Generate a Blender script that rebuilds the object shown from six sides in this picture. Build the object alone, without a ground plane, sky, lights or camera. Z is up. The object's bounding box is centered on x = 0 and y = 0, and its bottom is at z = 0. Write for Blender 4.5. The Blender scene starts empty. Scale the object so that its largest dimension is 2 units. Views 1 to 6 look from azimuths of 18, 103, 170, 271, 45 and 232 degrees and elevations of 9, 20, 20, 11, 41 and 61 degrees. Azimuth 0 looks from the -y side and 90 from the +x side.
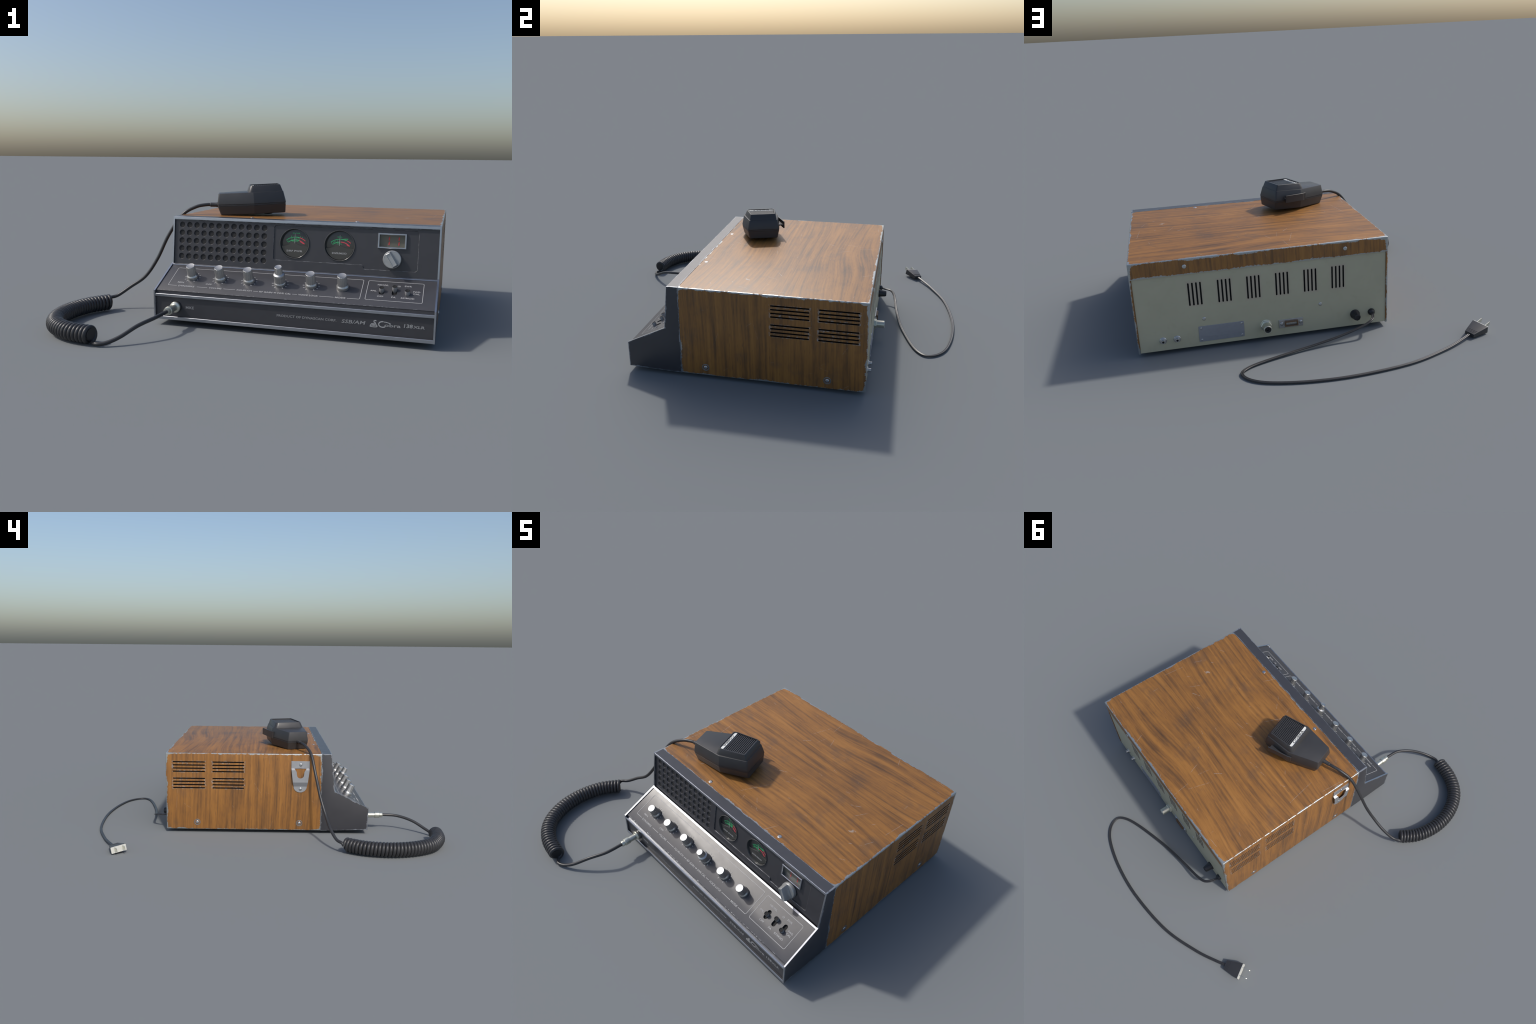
# Vintage tabletop CB base-station radio with hand microphone, coiled cord and mains lead.
import bpy, bmesh, math, random
from mathutils import Vector, Matrix

random.seed(7)
COL = bpy.context.scene.collection
pi = math.pi

# ------------------------------------------------------------------ materials
class NB:
    """Small node-tree builder."""
    def __init__(self, name):
        self.m = bpy.data.materials.new(name)
        self.m.use_nodes = True
        self.t = self.m.node_tree
        self.b = self.t.nodes["Principled BSDF"]
        self._p = None
    def node(self, k): return self.t.nodes.new(k)
    def put(self, sock, v):
        if hasattr(v, "is_linked"): self.t.links.new(v, sock)
        elif v is not None: sock.default_value = v
    def P(self):
        if self._p is None: self._p = self.node("ShaderNodeTexCoord").outputs["Object"]
        return self._p
    def N(self): return self.node("ShaderNodeNewGeometry").outputs["Normal"]
    def ma(self, op, a, b=0.0, c=None, clamp=False):
        n = self.node("ShaderNodeMath"); n.operation = op; n.use_clamp = clamp
        self.put(n.inputs[0], a); self.put(n.inputs[1], b)
        if c is not None: self.put(n.inputs[2], c)
        return n.outputs[0]
    def vm(self, op, a, b=None):
        n = self.node("ShaderNodeVectorMath"); n.operation = op
        self.put(n.inputs[0], a)
        if b is not None: self.put(n.inputs[1], b)
        return n.outputs["Value"] if op in ("DOT_PRODUCT", "LENGTH", "DISTANCE") else n.outputs[0]
    def sep(self, v):
        n = self.node("ShaderNodeSeparateXYZ"); self.put(n.inputs[0], v); return n.outputs
    def comb(self, x, y, z):
        n = self.node("ShaderNodeCombineXYZ")
        for i, v in enumerate((x, y, z)): self.put(n.inputs[i], v)
        return n.outputs[0]
    def noise(self, v, s, d=3.0, r=0.55, dist=0.0):
        n = self.node("ShaderNodeTexNoise"); self.put(n.inputs["Vector"], v)
        n.inputs["Scale"].default_value = s; n.inputs["Detail"].default_value = d
        n.inputs["Roughness"].default_value = r; n.inputs["Distortion"].default_value = dist
        return n.outputs["Fac"]
    def ramp(self, f, stops):
        n = self.node("ShaderNodeValToRGB"); self.put(n.inputs[0], f)
        e = n.color_ramp.elements
        while len(e) < len(stops): e.new(0.5)
        for el, (p, c) in zip(e, stops):
            el.position = p; el.color = (c[0], c[1], c[2], 1) if hasattr(c, "__len__") else (c, c, c, 1)
        return n.outputs[0]
    def step(self, v, lo, hi):
        n = self.node("ShaderNodeMapRange"); n.interpolation_type = "SMOOTHSTEP"
        self.put(n.inputs[0], v); self.put(n.inputs[1], lo); self.put(n.inputs[2], hi)
        return n.outputs[0]
    def mix(self, f, a, b):
        n = self.node("ShaderNodeMix"); n.data_type = "RGBA"
        self.put(n.inputs[0], f)
        for s, v in ((n.inputs[6], a), (n.inputs[7], b)):
            if isinstance(v, tuple) and len(v) == 3: v = (*v, 1)
            self.put(s, v)
        return n.outputs[2]
    def mixf(self, f, a, b):
        n = self.node("ShaderNodeMix"); n.data_type = "FLOAT"
        self.put(n.inputs[0], f); self.put(n.inputs[2], a); self.put(n.inputs[3], b)
        return n.outputs[0]
    def bump(self, h, s, d=0.001):
        n = self.node("ShaderNodeBump"); n.inputs["Strength"].default_value = s
        n.inputs["Distance"].default_value = d
        self.put(n.inputs["Height"], h); self.put(self.b.inputs["Normal"], n.outputs[0])
    def done(self, col=None, rough=None, metal=None, spec=None, coat=None):
        for k, v in (("Base Color", col), ("Roughness", rough), ("Metallic", metal),
                     ("Specular IOR Level", spec), ("Coat Weight", coat)):
            if v is not None:
                if isinstance(v, tuple) and len(v) == 3: v = (*v, 1)
                self.put(self.b.inputs[k], v)
        return self.m

def plain(name, col, rough=0.5, metal=0.0, var=0.12, vs=40.0, spec=None, bump=0.0, rvar=0.08):
    """Single colour with a faint mottled grain and uneven gloss."""
    b = NB(name); n = b.noise(b.P(), vs, 4)
    d = tuple(c * (1 - var) for c in col); l = tuple(min(1, c * (1 + var)) for c in col)
    c = b.mix(n, d, l)
    r = b.ma("ADD", rough - rvar, b.ma("MULTIPLY", n, 2 * rvar))
    if bump: b.bump(b.noise(b.P(), vs * 12, 2), bump, 0.0006)
    return b.done(c, r, metal, spec)

# Cabinet extents (m)
X0, X1 = -0.3828, 0.8305
YB, YS, YF = 0.5660, -0.3235, -0.597     # rear edge, cover/fascia seam, fascia nose
Z0, Z1 = 0.0168, 0.4643
ZF = 0.4655                              # fascia top

METAL_WORN = (0.42, 0.44, 0.435)

def wear_chips(b, dist, width, seed, sharp=0.0012):
    """Ragged chipped band: 1 where 'dist' from an edge is below a noisy width."""
    p = b.vm("ADD", b.P(), (seed, seed * .7, seed * .3))
    big = b.noise(p, 11, 2); mid = b.noise(p, 48, 6, .74)
    fine = b.noise(p, 260, 3, .6)
    w = b.ma("ADD", .28, b.ma("MULTIPLY", b.step(big, .42, .74), .55))
    w = b.ma("ADD", w, b.ma("MULTIPLY", b.ma("SUBTRACT", mid, .5), 2.1))
    w = b.ma("ADD", w, b.ma("MULTIPLY", b.ma("SUBTRACT", fine, .5), .7))
    w = b.ma("MULTIPLY", w, width)
    diff = b.ma("SUBTRACT", w, dist)
    return b.step(diff, 0.0, sharp)

def median_edge(b, lo, hi):
    """Distance to the nearest edge of a box, for points on its faces."""
    s = b.sep(b.P()); d = []
    for i in range(3):
        d.append(b.ma("MINIMUM", b.ma("SUBTRACT", s[i], lo[i]), b.ma("SUBTRACT", hi[i], s[i])))
    mn = b.ma("MINIMUM", d[0], d[1]); mx = b.ma("MAXIMUM", d[0], d[1])
    return b.ma("MAXIMUM", mn, b.ma("MINIMUM", mx, d[2]))

def scratches(b, scale, half_len, half_w, thresh, seed):
    """Straight hairline scratches: one random segment per Voronoi cell."""
    v = b.node("ShaderNodeTexVoronoi"); v.inputs["Scale"].default_value = scale
    p = b.vm("ADD", b.P(), (seed, seed, seed)); b.put(v.inputs["Vector"], p)
    rnd = b.sep(v.outputs["Color"])
    loc = b.vm("SUBTRACT", p, v.outputs["Position"])
    r = b.node("ShaderNodeVectorRotate"); r.rotation_type = "AXIS_ANGLE"
    b.put(r.inputs["Vector"], loc); r.inputs["Axis"].default_value = (.57, .57, .59)
    b.put(r.inputs["Angle"], b.ma("MULTIPLY", rnd[0], 40.0))
    q = b.sep(r.outputs[0])
    wob = b.ma("MULTIPLY", b.ma("SUBTRACT", b.noise(b.P(), 30, 1), .5), 0.003)
    thin = b.ma("SUBTRACT", 1.0, b.step(b.ma("ABSOLUTE", b.ma("ADD", q[1], wob)), half_w * .5, half_w))
    ln = b.ma("SUBTRACT", 1.0, b.step(b.ma("ABSOLUTE", q[0]), half_len * .7, half_len))
    on = b.ma("LESS_THAN", rnd[1], thresh)
    brk = b.step(b.noise(b.P(), 90, 2), .35, .55)
    return b.ma("MULTIPLY", b.ma("MULTIPLY", thin, ln), b.ma("MULTIPLY", on, brk))

def wood_material():
    b = NB("walnut_veneer")
    s = b.sep(b.P()); n = b.sep(b.N())
    top = b.ma("GREATER_THAN", b.ma("ABSOLUTE", n[2]), .7)
    back = b.ma("GREATER_THAN", b.ma("ABSOLUTE", n[1]), .7)
    side = b.ma("MULTIPLY", b.ma("SIGN", n[0]), 1.7)
    along = b.mixf(top, b.ma("ADD", s[2], 3.0), s[0])
    across = b.mixf(back, b.ma("ADD", s[1], b.mixf(top, side, 0.0)), b.ma("ADD", s[0], 5.0))
    w1 = b.noise(b.comb(b.ma("MULTIPLY", along, 1.6), b.ma("MULTIPLY", across, 3.0), 0.3), 1.0, 0)
    ac = b.ma("ADD", across, b.ma("MULTIPLY", b.ma("SUBTRACT", w1, .5), b.mixf(top, .045, .13)))
    broad = b.noise(b.comb(b.ma("MULTIPLY", along, 1.5), b.ma("MULTIPLY", ac, 36.0), 1.0), 1.0, 3, .5)
    streak = b.noise(b.comb(b.ma("MULTIPLY", along, 3.2), b.ma("MULTIPLY", ac, 95.0), 4.0), 1.0, 2, .5)
    fibre = b.noise(b.comb(b.ma("MULTIPLY", along, 26.0), b.ma("MULTIPLY", ac, 420.0), 7.0), 1.0, 2, .5)
    blot = b.noise(b.comb(b.ma("MULTIPLY", along, 6.0), b.ma("MULTIPLY", across, 11.0), 2.0), 1.0, 3, .55)
    # widen the spread of the summed layers round their mean
    v = b.ma("MULTIPLY", broad, .38)
    v = b.ma("ADD", v, b.ma("MULTIPLY", streak, .32))
    v = b.ma("ADD", v, b.ma("MULTIPLY", fibre, .15))
    v = b.ma("ADD", v, b.ma("MULTIPLY", blot, .20))
    v = b.ma("ADD", .5, b.ma("MULTIPLY", b.ma("SUBTRACT", v, .51), 1.02))
    col = b.ramp(v, [(.32, (.080, .042, .020)), (.42, (.158, .075, .025)), (.50, (.250, .111, .029)),
                     (.57, (.315, .140, .032)), (.68, (.385, .176, .043))])
    # dark pore flecks
    fl = b.noise(b.comb(b.ma("MULTIPLY", along, 22.0), b.ma("MULTIPLY", across, 170.0), 9.0), 1.0, 2, .5)
    col = b.mix(b.ma("MULTIPLY", b.step(fl, .60, .74), .45), col, (.085, .050, .030))
    # grime patches
    g = b.step(b.noise(b.P(), 7.5, 4, .6), .54, .74)
    col = b.mix(b.ma("MULTIPLY", g, .38), col, (.115, .072, .045))
    # hairline scratches
    sc = b.ma("MULTIPLY", b.mixf(top, .30, 1.0), b.ma("MAXIMUM", scratches(b, 7.5, .032, .0011, .50, 3.1), scratches(b, 12.0, .014, .0010, .35, 8.7)))
    col = b.mix(b.ma("MULTIPLY", sc, .62), col, (.40, .35, .30))
    # chipped edges down to bare steel
    d = median_edge(b, (X0, YS - .0030, Z0), (X1, YB, Z1))
    ld = b.ma("SUBTRACT", s[2], .3890)
    ld = b.mixf(b.ma("MULTIPLY", back, b.ma("GREATER_THAN", ld, 0.0)), 1.0, ld)
    d = b.ma("MINIMUM", d, ld)
    # corners lose more than straight runs
    cy = b.ma("MINIMUM", b.ma("SUBTRACT", s[1], YS), b.ma("SUBTRACT", YB, s[1]))
    cx = b.ma("MINIMUM", b.ma("SUBTRACT", s[0], X0), b.ma("SUBTRACT", X1, s[0]))
    cz = b.ma("MINIMUM", b.ma("SUBTRACT", s[2], Z0), b.ma("SUBTRACT", Z1, s[2]))
    cs = b.vm("LENGTH", b.comb(cx, cy, cz))
    d = b.ma("SUBTRACT", d, b.ma("MULTIPLY", b.ma("SUBTRACT", 1.0, b.step(cs, .008, .050)), .0075))
    chip = wear_chips(b, d, .0135, 1.3, .0009)
    # chips round the louvre groups on the flanks
    ym = None
    for y0, y1 in ((.118, .300), (.341, .526)):
        for z0, z1 in ((.357, .413), (.261, .317)):
            dy = b.ma("SUBTRACT", b.ma("ABSOLUTE", b.ma("SUBTRACT", s[1], (y0 + y1) / 2)), (y1 - y0) / 2)
            dz = b.ma("SUBTRACT", b.ma("ABSOLUTE", b.ma("SUBTRACT", s[2], (z0 + z1) / 2)), (z1 - z0) / 2)
            q = b.ma("MAXIMUM", dy, dz)
            ym = q if ym is None else b.ma("MINIMUM", ym, q)
    near = b.ma("SUBTRACT", 1.0, b.step(ym, .003, .009))
    endw = b.ma("SUBTRACT", 1.0, b.step(b.ma("ABSOLUTE", ym), .002, .012))
    cl = b.ma("ADD", b.noise(b.P(), 75, 4, .65), b.ma("MULTIPLY", endw, .10))
    sidef = b.ma("SUBTRACT", 1.0, top)
    lou = b.ma("MULTIPLY", b.ma("MULTIPLY", near, sidef), b.step(cl, .56, .72))
    chip = b.ma("MAXIMUM", chip, b.ma("MULTIPLY", lou, .55))
    tint = b.mix(b.noise(b.P(), 120, 3), tuple(c * .78 for c in METAL_WORN), tuple(c * 1.18 for c in METAL_WORN))
    col = b.mix(chip, col, tint)
    rg = b.ma("ADD", .40, b.ma("MULTIPLY", v, .14))
    b.bump(b.ma("ADD", b.ma("MULTIPLY", fibre, .5), b.ma("MULTIPLY", chip, -1.2)), .25, .0008)
    return b.done(col, b.mixf(chip, rg, .30), b.ma("MULTIPLY", chip, .65), .5)

CHAR = (.047, .047, .053)
def charcoal(name, planes=(), width=.006, seed=2.0, rough0=.335, spec=.55):
    """Charcoal enamel; 'planes' are groups of half-spaces whose borders wear to bare metal."""
    b = NB(name)
    n = b.noise(b.P(), 26, 4); f = b.noise(b.P(), 500, 2)
    col = b.mix(n, tuple(c * .90 for c in CHAR), tuple(c * 1.10 for c in CHAR))
    rough = b.ma("ADD", rough0, b.ma("MULTIPLY", n, .10))
    if planes:
        tot = None
        for grp in planes:
            d = None
            for nv, c in grp:
                q = b.ma("SUBTRACT", b.vm("DOT_PRODUCT", b.P(), nv), c)
                d = q if d is None else b.ma("MINIMUM", d, q)
            tot = d if tot is None else b.ma("MAXIMUM", tot, d)
        ch = wear_chips(b, tot, width, seed, .0009)
        ch = b.ma("MAXIMUM", ch, b.ma("MULTIPLY", b.step(b.noise(b.vm("ADD", b.P(), (4, 4, 4)), 34, 5, .7), .70, .73), .35))
        col = b.mix(ch, col, (.27, .29, .32)); rough = b.mixf(ch, rough, .36)
        b.put(b.b.inputs["Metallic"], b.ma("MULTIPLY", ch, .4))
    b.bump(f, .10, .0004)
    return b.done(col, rough, None, spec)

def worn_edge_material():
    b = NB("worn_enamel_edge")
    w = b.step(b.noise(b.P(), 42, 4, .65), .45, .58)
    c = b.mix(w, (.075, .076, .082), (.25, .26, .28))
    return b.done(c, .4, b.ma("MULTIPLY", w, .3))

def brushed(name, col, rough, var=.15, vs=60, metal=1.0):
    b = NB(name); n = b.noise(b.P(), vs, 4, .6)
    c = b.mix(n, tuple(x * (1 - var) for x in col), tuple(min(1, x * (1 + var)) for x in col))
    return b.done(c, b.ma("ADD", rough - .06, b.ma("MULTIPLY", n, .14)), metal)

def sage_material():
    """Pale sage enamel on the rear plate, stained brown-pink round the vents."""
    b = NB("sage_enamel")
    n = b.noise(b.P(), 8, 5, .6); f = b.noise(b.P(), 160, 3)
    c = b.mix(n, (.43, .40, .275), (.53, .495, .355))
    c = b.mix(b.ma("MULTIPLY", b.step(b.noise(b.P(), 24, 4, .6), .55, .7), .25), c, (.42, .37, .25))
    s = b.sep(b.P()); q = None
    for i in range(6):
        cx = .5452 - i * .1357
        dx = b.ma("SUBTRACT", b.ma("ABSOLUTE", b.ma("SUBTRACT", s[0], cx)), .032)
        dz = b.ma("SUBTRACT", b.ma("ABSOLUTE", b.ma("SUBTRACT", s[2], .2873)), .059)
        e = b.ma("MAXIMUM", dx, dz); q = e if q is None else b.ma("MINIMUM", q, e)
    st = b.ma("SUBTRACT", 1.0, b.step(b.ma("ADD", q, b.ma("MULTIPLY", n, .02)), .004, .024))
    c = b.mix(b.ma("MULTIPLY", st, .55), c, (.44, .34, .28))
    c = b.mix(b.ma("MULTIPLY", f, .12), c, (.30, .28, .21))
    b.bump(f, .08, .0005)
    return b.done(c, .48, 0.0)

M_WOOD = wood_material()
M_SAGE = sage_material()
M_TRIM = brushed("satin_trim_metal", (.47, .49, .53), .30, .12, 30)
M_ALU = brushed("turned_aluminium", (.56, .56, .55), .40, .10, 50)
M_KNOB = brushed("silver_lacquer", (.42, .43, .43), .36, .12, 60, .55)
M_NICKEL = brushed("aged_nickel", (.66, .66, .57), .33, .12, 90, .85)
M_STEEL = brushed("screw_steel", (.55, .56, .57), .33, .12, 90)
M_BRACKET = brushed("pressed_steel", (.50, .51, .53), .42, .08, 60, .75)
M_PLATE = plain("stamped_plate", (.30, .31, .34), .42, .35, .10, 60)
M_DARKMETAL = plain("dark_toggle_metal", (.10, .10, .105), .35, .7, .1)
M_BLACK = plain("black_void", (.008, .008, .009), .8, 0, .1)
M_CLOTH = plain("speaker_cloth", (.028, .028, .028), .9, 0, .2, 300)
M_RUBBER = plain("cord_rubber", (.032, .032, .034), .38, 0, .18, 30)
M_MIC = plain("microphone_plastic", (.040, .040, .042), .38, 0, .14, 22, bump=.06)
M_MICDARK = plain("grille_shadow", (.012, .012, .013), .7)  # microphone plastic darkened for the shade in the gaps between bars
M_PLASTIC = plain("black_plastic", (.017, .017, .019), .42, 0, .1)
M_PRINT = plain("printed_legend", (.41, .41, .41), .6, 0, .25, 160)
M_PRINTDIM = plain("faded_legend", (.30, .30, .30), .6, 0, .3, 160)
M_WHITE = plain("pale_insert", (.62, .62, .57), .45, 0, .08, 60)
M_STRIP = plain("strip_white", (.80, .80, .75), .45, 0, .08, 60)
M_INK = plain("black_ink", (.03, .03, .03), .6)
M_GREEN = plain("green_scale_ink", (.070, .56, .21), .5, 0, .12)  # green and red inks brightened to offset shading in the meter cup
M_RED = plain("red_scale_ink", (.70, .075, .10), .5, 0, .12)
M_NEEDLE = plain("needle_white", (.45, .45, .44), .4)
M_LCD = plain("display_glass", (.125, .121, .094), .22, 0, .08)
M_LED = plain("display_red", (.50, .060, .055), .5, 0, .1)
M_BROWN = plain("phenolic_brown", (.155, .085, .040), .5, 0, .15)
M_METER = plain("meter_dial", (.058, .058, .055), .16, 0, .10, 20, rvar=.03)  # base colour lightened to carry the sheen on the dials
M_METERRIM = plain("meter_rim", (.064, .064, .064), .22, 0, .1)
M_WORN = worn_edge_material()
M_BASE = plain("underside_steel", (.10, .105, .11), .5, .3)

# fascia half-space sets used for edge wear
def hs(p, q):
    """Half-space in the y-z plane with inside to the right of p->q (points as (y,z))."""
    dy, dz = q[0] - p[0], q[1] - p[1]; l = math.hypot(dy, dz)
    n = (0.0, dz / l, -dy / l); return n, n[1] * p[0] + n[2] * p[1]
PT = (-.3790, ZF)       # fascia top front
PK = (-.4015, .2487)    # inner knee
PN = (-.5970, .1545)    # nose top
PB = (-.5955, .0250)    # nose bottom
PR = (YS, Z0)           # seam bottom
PU = (YS, ZF)           # seam top
SEAM = ((0, -1, 0), -YS)
M_CHEEK = charcoal("charcoal_cheek", (
    (SEAM, ((0, 0, -1), -ZF), hs(PK, PT), hs(PR, PB)),
    (SEAM, hs(PN, PK), hs(PB, PN), hs(PR, PB))), .0090, 2.2)
M_LIP = charcoal("charcoal_lip", ((SEAM, ((0, 1, 0), PT[0]), ((1, 0, 0), X0), ((-1, 0, 0), -X1)),), .0055, 5.1, .32, .8)
M_SLOPE = charcoal("charcoal_control_panel", rough0=.335, spec=.72)
M_PANEL = charcoal("charcoal_panel")

# ------------------------------------------------------------------ geometry helpers
def link(name, me, parent=None, mat=None):
    o = bpy.data.objects.new(name, me); COL.objects.link(o)
    if parent is not None: o.parent = parent
    if mat is not None and me is not None and not me.materials: me.materials.append(mat)
    return o

def smooth(me, ang=35):
    me.shade_smooth(); me.set_sharp_from_angle(angle=math.radians(ang))

def mesh(name, vf, mat, parent, M=None, ang=35):
    v, f = vf
    me = bpy.data.meshes.new(name); me.from_pydata([tuple(x) for x in v], [], f)
    if M is not None: me.transform(M)
    bm = bmesh.new(); bm.from_mesh(me)
    bmesh.ops.recalc_face_normals(bm, faces=bm.faces); bm.to_mesh(me); bm.free()
    smooth(me, ang)
    return link(name, me, parent, mat)

def merge(*parts):
    V, F = [], []
    for v, f in parts:
        o = len(V); V += list(v); F += [tuple(i + o for i in x) for x in f]
    return V, F

def xf(vf, M): return [M @ Vector(v) for v in vf[0]], vf[1]

def box(a, b):
    v = [(x, y, z) for x in (a[0], b[0]) for y in (a[1], b[1]) for z in (a[2], b[2])]
    return v, [(0, 1, 3, 2), (4, 6, 7, 5), (0, 4, 5, 1), (2, 3, 7, 6), (0, 2, 6, 4), (1, 5, 7, 3)]

def loft(rings, caps=True):
    n = len(rings[0]); V = [p for r in rings for p in r]; F = []
    for k in range(len(rings) - 1):
        for i in range(n):
            j = (i + 1) % n
            F.append((k * n + i, k * n + j, (k + 1) * n + j, (k + 1) * n + i))
    if caps:
        F.append(tuple(range(n - 1, -1, -1))); F.append(tuple((len(rings) - 1) * n + i for i in range(n)))
    return V, F

def prism(poly, h0, h1, ch=0.0):
    """Extrude a 2D outline along local z, optional small chamfer on the upper rim."""
    rings = [[(x, y, h0) for x, y in poly]]
    if ch:
        rings.append([(x, y, h1 - ch) for x, y in poly])
        rings.append([(x, y, h1) for x, y in inset(poly, ch)])
    else: rings.append([(x, y, h1) for x, y in poly])
    return loft(rings)

def inset(poly, d):
    n = len(poly); A = sum(poly[i][0] * poly[(i + 1) % n][1] - poly[(i + 1) % n][0] * poly[i][1] for i in range(n))
    s = 1 if A > 0 else -1; out = []
    for i in range(n):
        p, c, q = Vector(poly[i - 1]), Vector(poly[i]), Vector(poly[(i + 1) % n])
        e1 = (c - p).normalized(); e2 = (q - c).normalized()
        n1 = Vector((-e1.y, e1.x)) * s; n2 = Vector((-e2.y, e2.x)) * s
        m = n1 + n2; m = m / max(.3, m.dot(n1)) if m.length > 1e-6 else n1
        r = c + m * d; out.append((r.x, r.y))
    return out

def rounded(pts, r, k=5):
    """Fillet the corners of a 2D polygon; r is one radius or one per corner."""
    out = []; n = len(pts)
    for i in range(n):
        p, c, q = Vector(pts[i - 1]), Vector(pts[i]), Vector(pts[(i + 1) % n])
        rr = r[i] if hasattr(r, "__len__") else r
        if rr <= 0: out.append(tuple(c)); continue
        a = (p - c).normalized(); b = (q - c).normalized()
        ang = a.angle(b); t = rr / math.tan(ang / 2)
        s0 = c + a * t; s1 = c + b * t
        ctr = c + (a + b).normalized() * (rr / math.sin(ang / 2))
        a0 = math.atan2(*(s0 - ctr).yx); a1 = math.atan2(*(s1 - ctr).yx)
        d = (a1 - a0 + pi) % (2 * pi) - pi
        for j in range(k + 1):
            t_ = a0 + d * j / k; out.append((ctr.x + rr * math.cos(t_), ctr.y + rr * math.sin(t_)))
    return out

def rect(x0, x1, y0, y1): return [(x0, y0), (x1, y0), (x1, y1), (x0, y1)]
def stadium(cx, cy, L, W, k=6, vert=False):
    l, w = (W / 2, L / 2) if vert else (L / 2, W / 2)
    return rounded(rect(cx - l, cx + l, cy - w, cy + w), min(l, w) * .98, k)
def circle(r, n=32, cx=0, cy=0, ph=0): return [(cx + r * math.cos(2 * pi * i / n + ph), cy + r * math.sin(2 * pi * i / n + ph)) for i in range(n)]

def lathe(prof, n=32, rad=None):
    """Revolve (r, h) profile round local z; rad(theta, k) may scale the radius."""
    rings = []
    for k, (r, h) in enumerate(prof):
        rings.append([(r * (rad(2 * pi * i / n, k) if rad else 1) * math.cos(2 * pi * i / n),
                       r * (rad(2 * pi * i / n, k) if rad else 1) * math.sin(2 * pi * i / n), h) for i in range(n)])
    return loft(rings)

def catmull(pts, step):
    P = [Vector(p) for p in pts]; P = [P[0] * 2 - P[1]] + P + [P[-1] * 2 - P[-2]]
    out = []
    for i in range(1, len(P) - 2):
        a, b, c, d = P[i - 1:i + 3]; n = max(2, int((c - b).length / step))
        for j in range(n):
            t = j / n
            out.append(.5 * (2 * b + (c - a) * t + (2 * a - 5 * b + 4 * c - d) * t * t + (3 * b - a - 3 * c + d) * t ** 3))
    out.append(P[-2]); return out

def resample(pts, n):
    L = [0]
    for a, b in zip(pts, pts[1:]): L.append(L[-1] + (b - a).length)
    out = []; j = 0
    for i in range(n + 1):
        s = L[-1] * i / n
        while j < len(L) - 2 and L[j + 1] < s: j += 1
        t = (s - L[j]) / max(1e-9, L[j + 1] - L[j]); out.append(pts[j].lerp(pts[j + 1], t))
    return out, L[-1]

def frames(pts):
    out = []; up = Vector((0, 0, 1))
    for i, p in enumerate(pts):
        t = (pts[min(i + 1, len(pts) - 1)] - pts[max(i - 1, 0)]).normalized()
        if i == 0:
            s = t.cross(up)
            if s.length < 1e-3: s = t.cross(Vector((1, 0, 0)))
        else: s = s - t * s.dot(t)
        s.normalize(); out.append((t, s, s.cross(t)))
    return out

def tube(pts, section, upright=False):
    """Sweep a 2D section along a path; radius section = list of (side, up)."""
    fr = frames(pts); rings = []
    for p, (t, s, u) in zip(pts, fr):
        if upright:
            s = t.cross(Vector((0, 0, 1))).normalized(); u = s.cross(t)
        rings.append([p + s * a + u * b for a, b in section])
    return loft(rings)

def boolean(o, cutters, op="DIFFERENCE"):
    v, f = merge(*cutters) if isinstance(cutters, list) else cutters
    me = bpy.data.meshes.new("cut"); me.from_pydata([tuple(x) for x in v], [], f)
    bm = bmesh.new(); bm.from_mesh(me); bmesh.ops.recalc_face_normals(bm, faces=bm.faces); bm.to_mesh(me); bm.free()
    c = bpy.data.objects.new("cut", me); COL.objects.link(c)
    m = o.modifiers.new("b", "BOOLEAN"); m.object = c; m.operation = op; m.solver = "EXACT"
    bpy.context.view_layer.update()
    dg = bpy.context.evaluated_depsgraph_get()
    new = bpy.data.meshes.new_from_object(o.evaluated_get(dg))
    o.modifiers.clear(); old = o.data; o.data = new; new.name = old.name
    bpy.data.meshes.remove(old); bpy.data.objects.remove(c); bpy.data.meshes.remove(me)
    return o

def bevel_edges(o, w, seg, pick):
    bm = bmesh.new(); bm.from_mesh(o.data)
    e = [x for x in bm.edges if pick(x)]
    bmesh.ops.bevel(bm, geom=e, offset=w, segments=seg, profile=.5, affect="EDGES", clamp_overlap=True)
    bm.to_mesh(o.data); bm.free(); smooth(o.data)

def frame(o, xa, ya, za):
    M = Matrix((xa, ya, za)).transposed().to_4x4(); M.translation = o; return M

def panel_frame(a, b, rec):
    """Local (x, v, n): x along the fascia, v from lower point b to upper a, n outwards; origin at b recessed."""
    A = Vector((0, *a)); B = Vector((0, *b)); v = (A - B).normalized(); x = Vector((1, 0, 0)); n = x.cross(v)
    return frame(B - n * rec, x, v, n)

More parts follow.
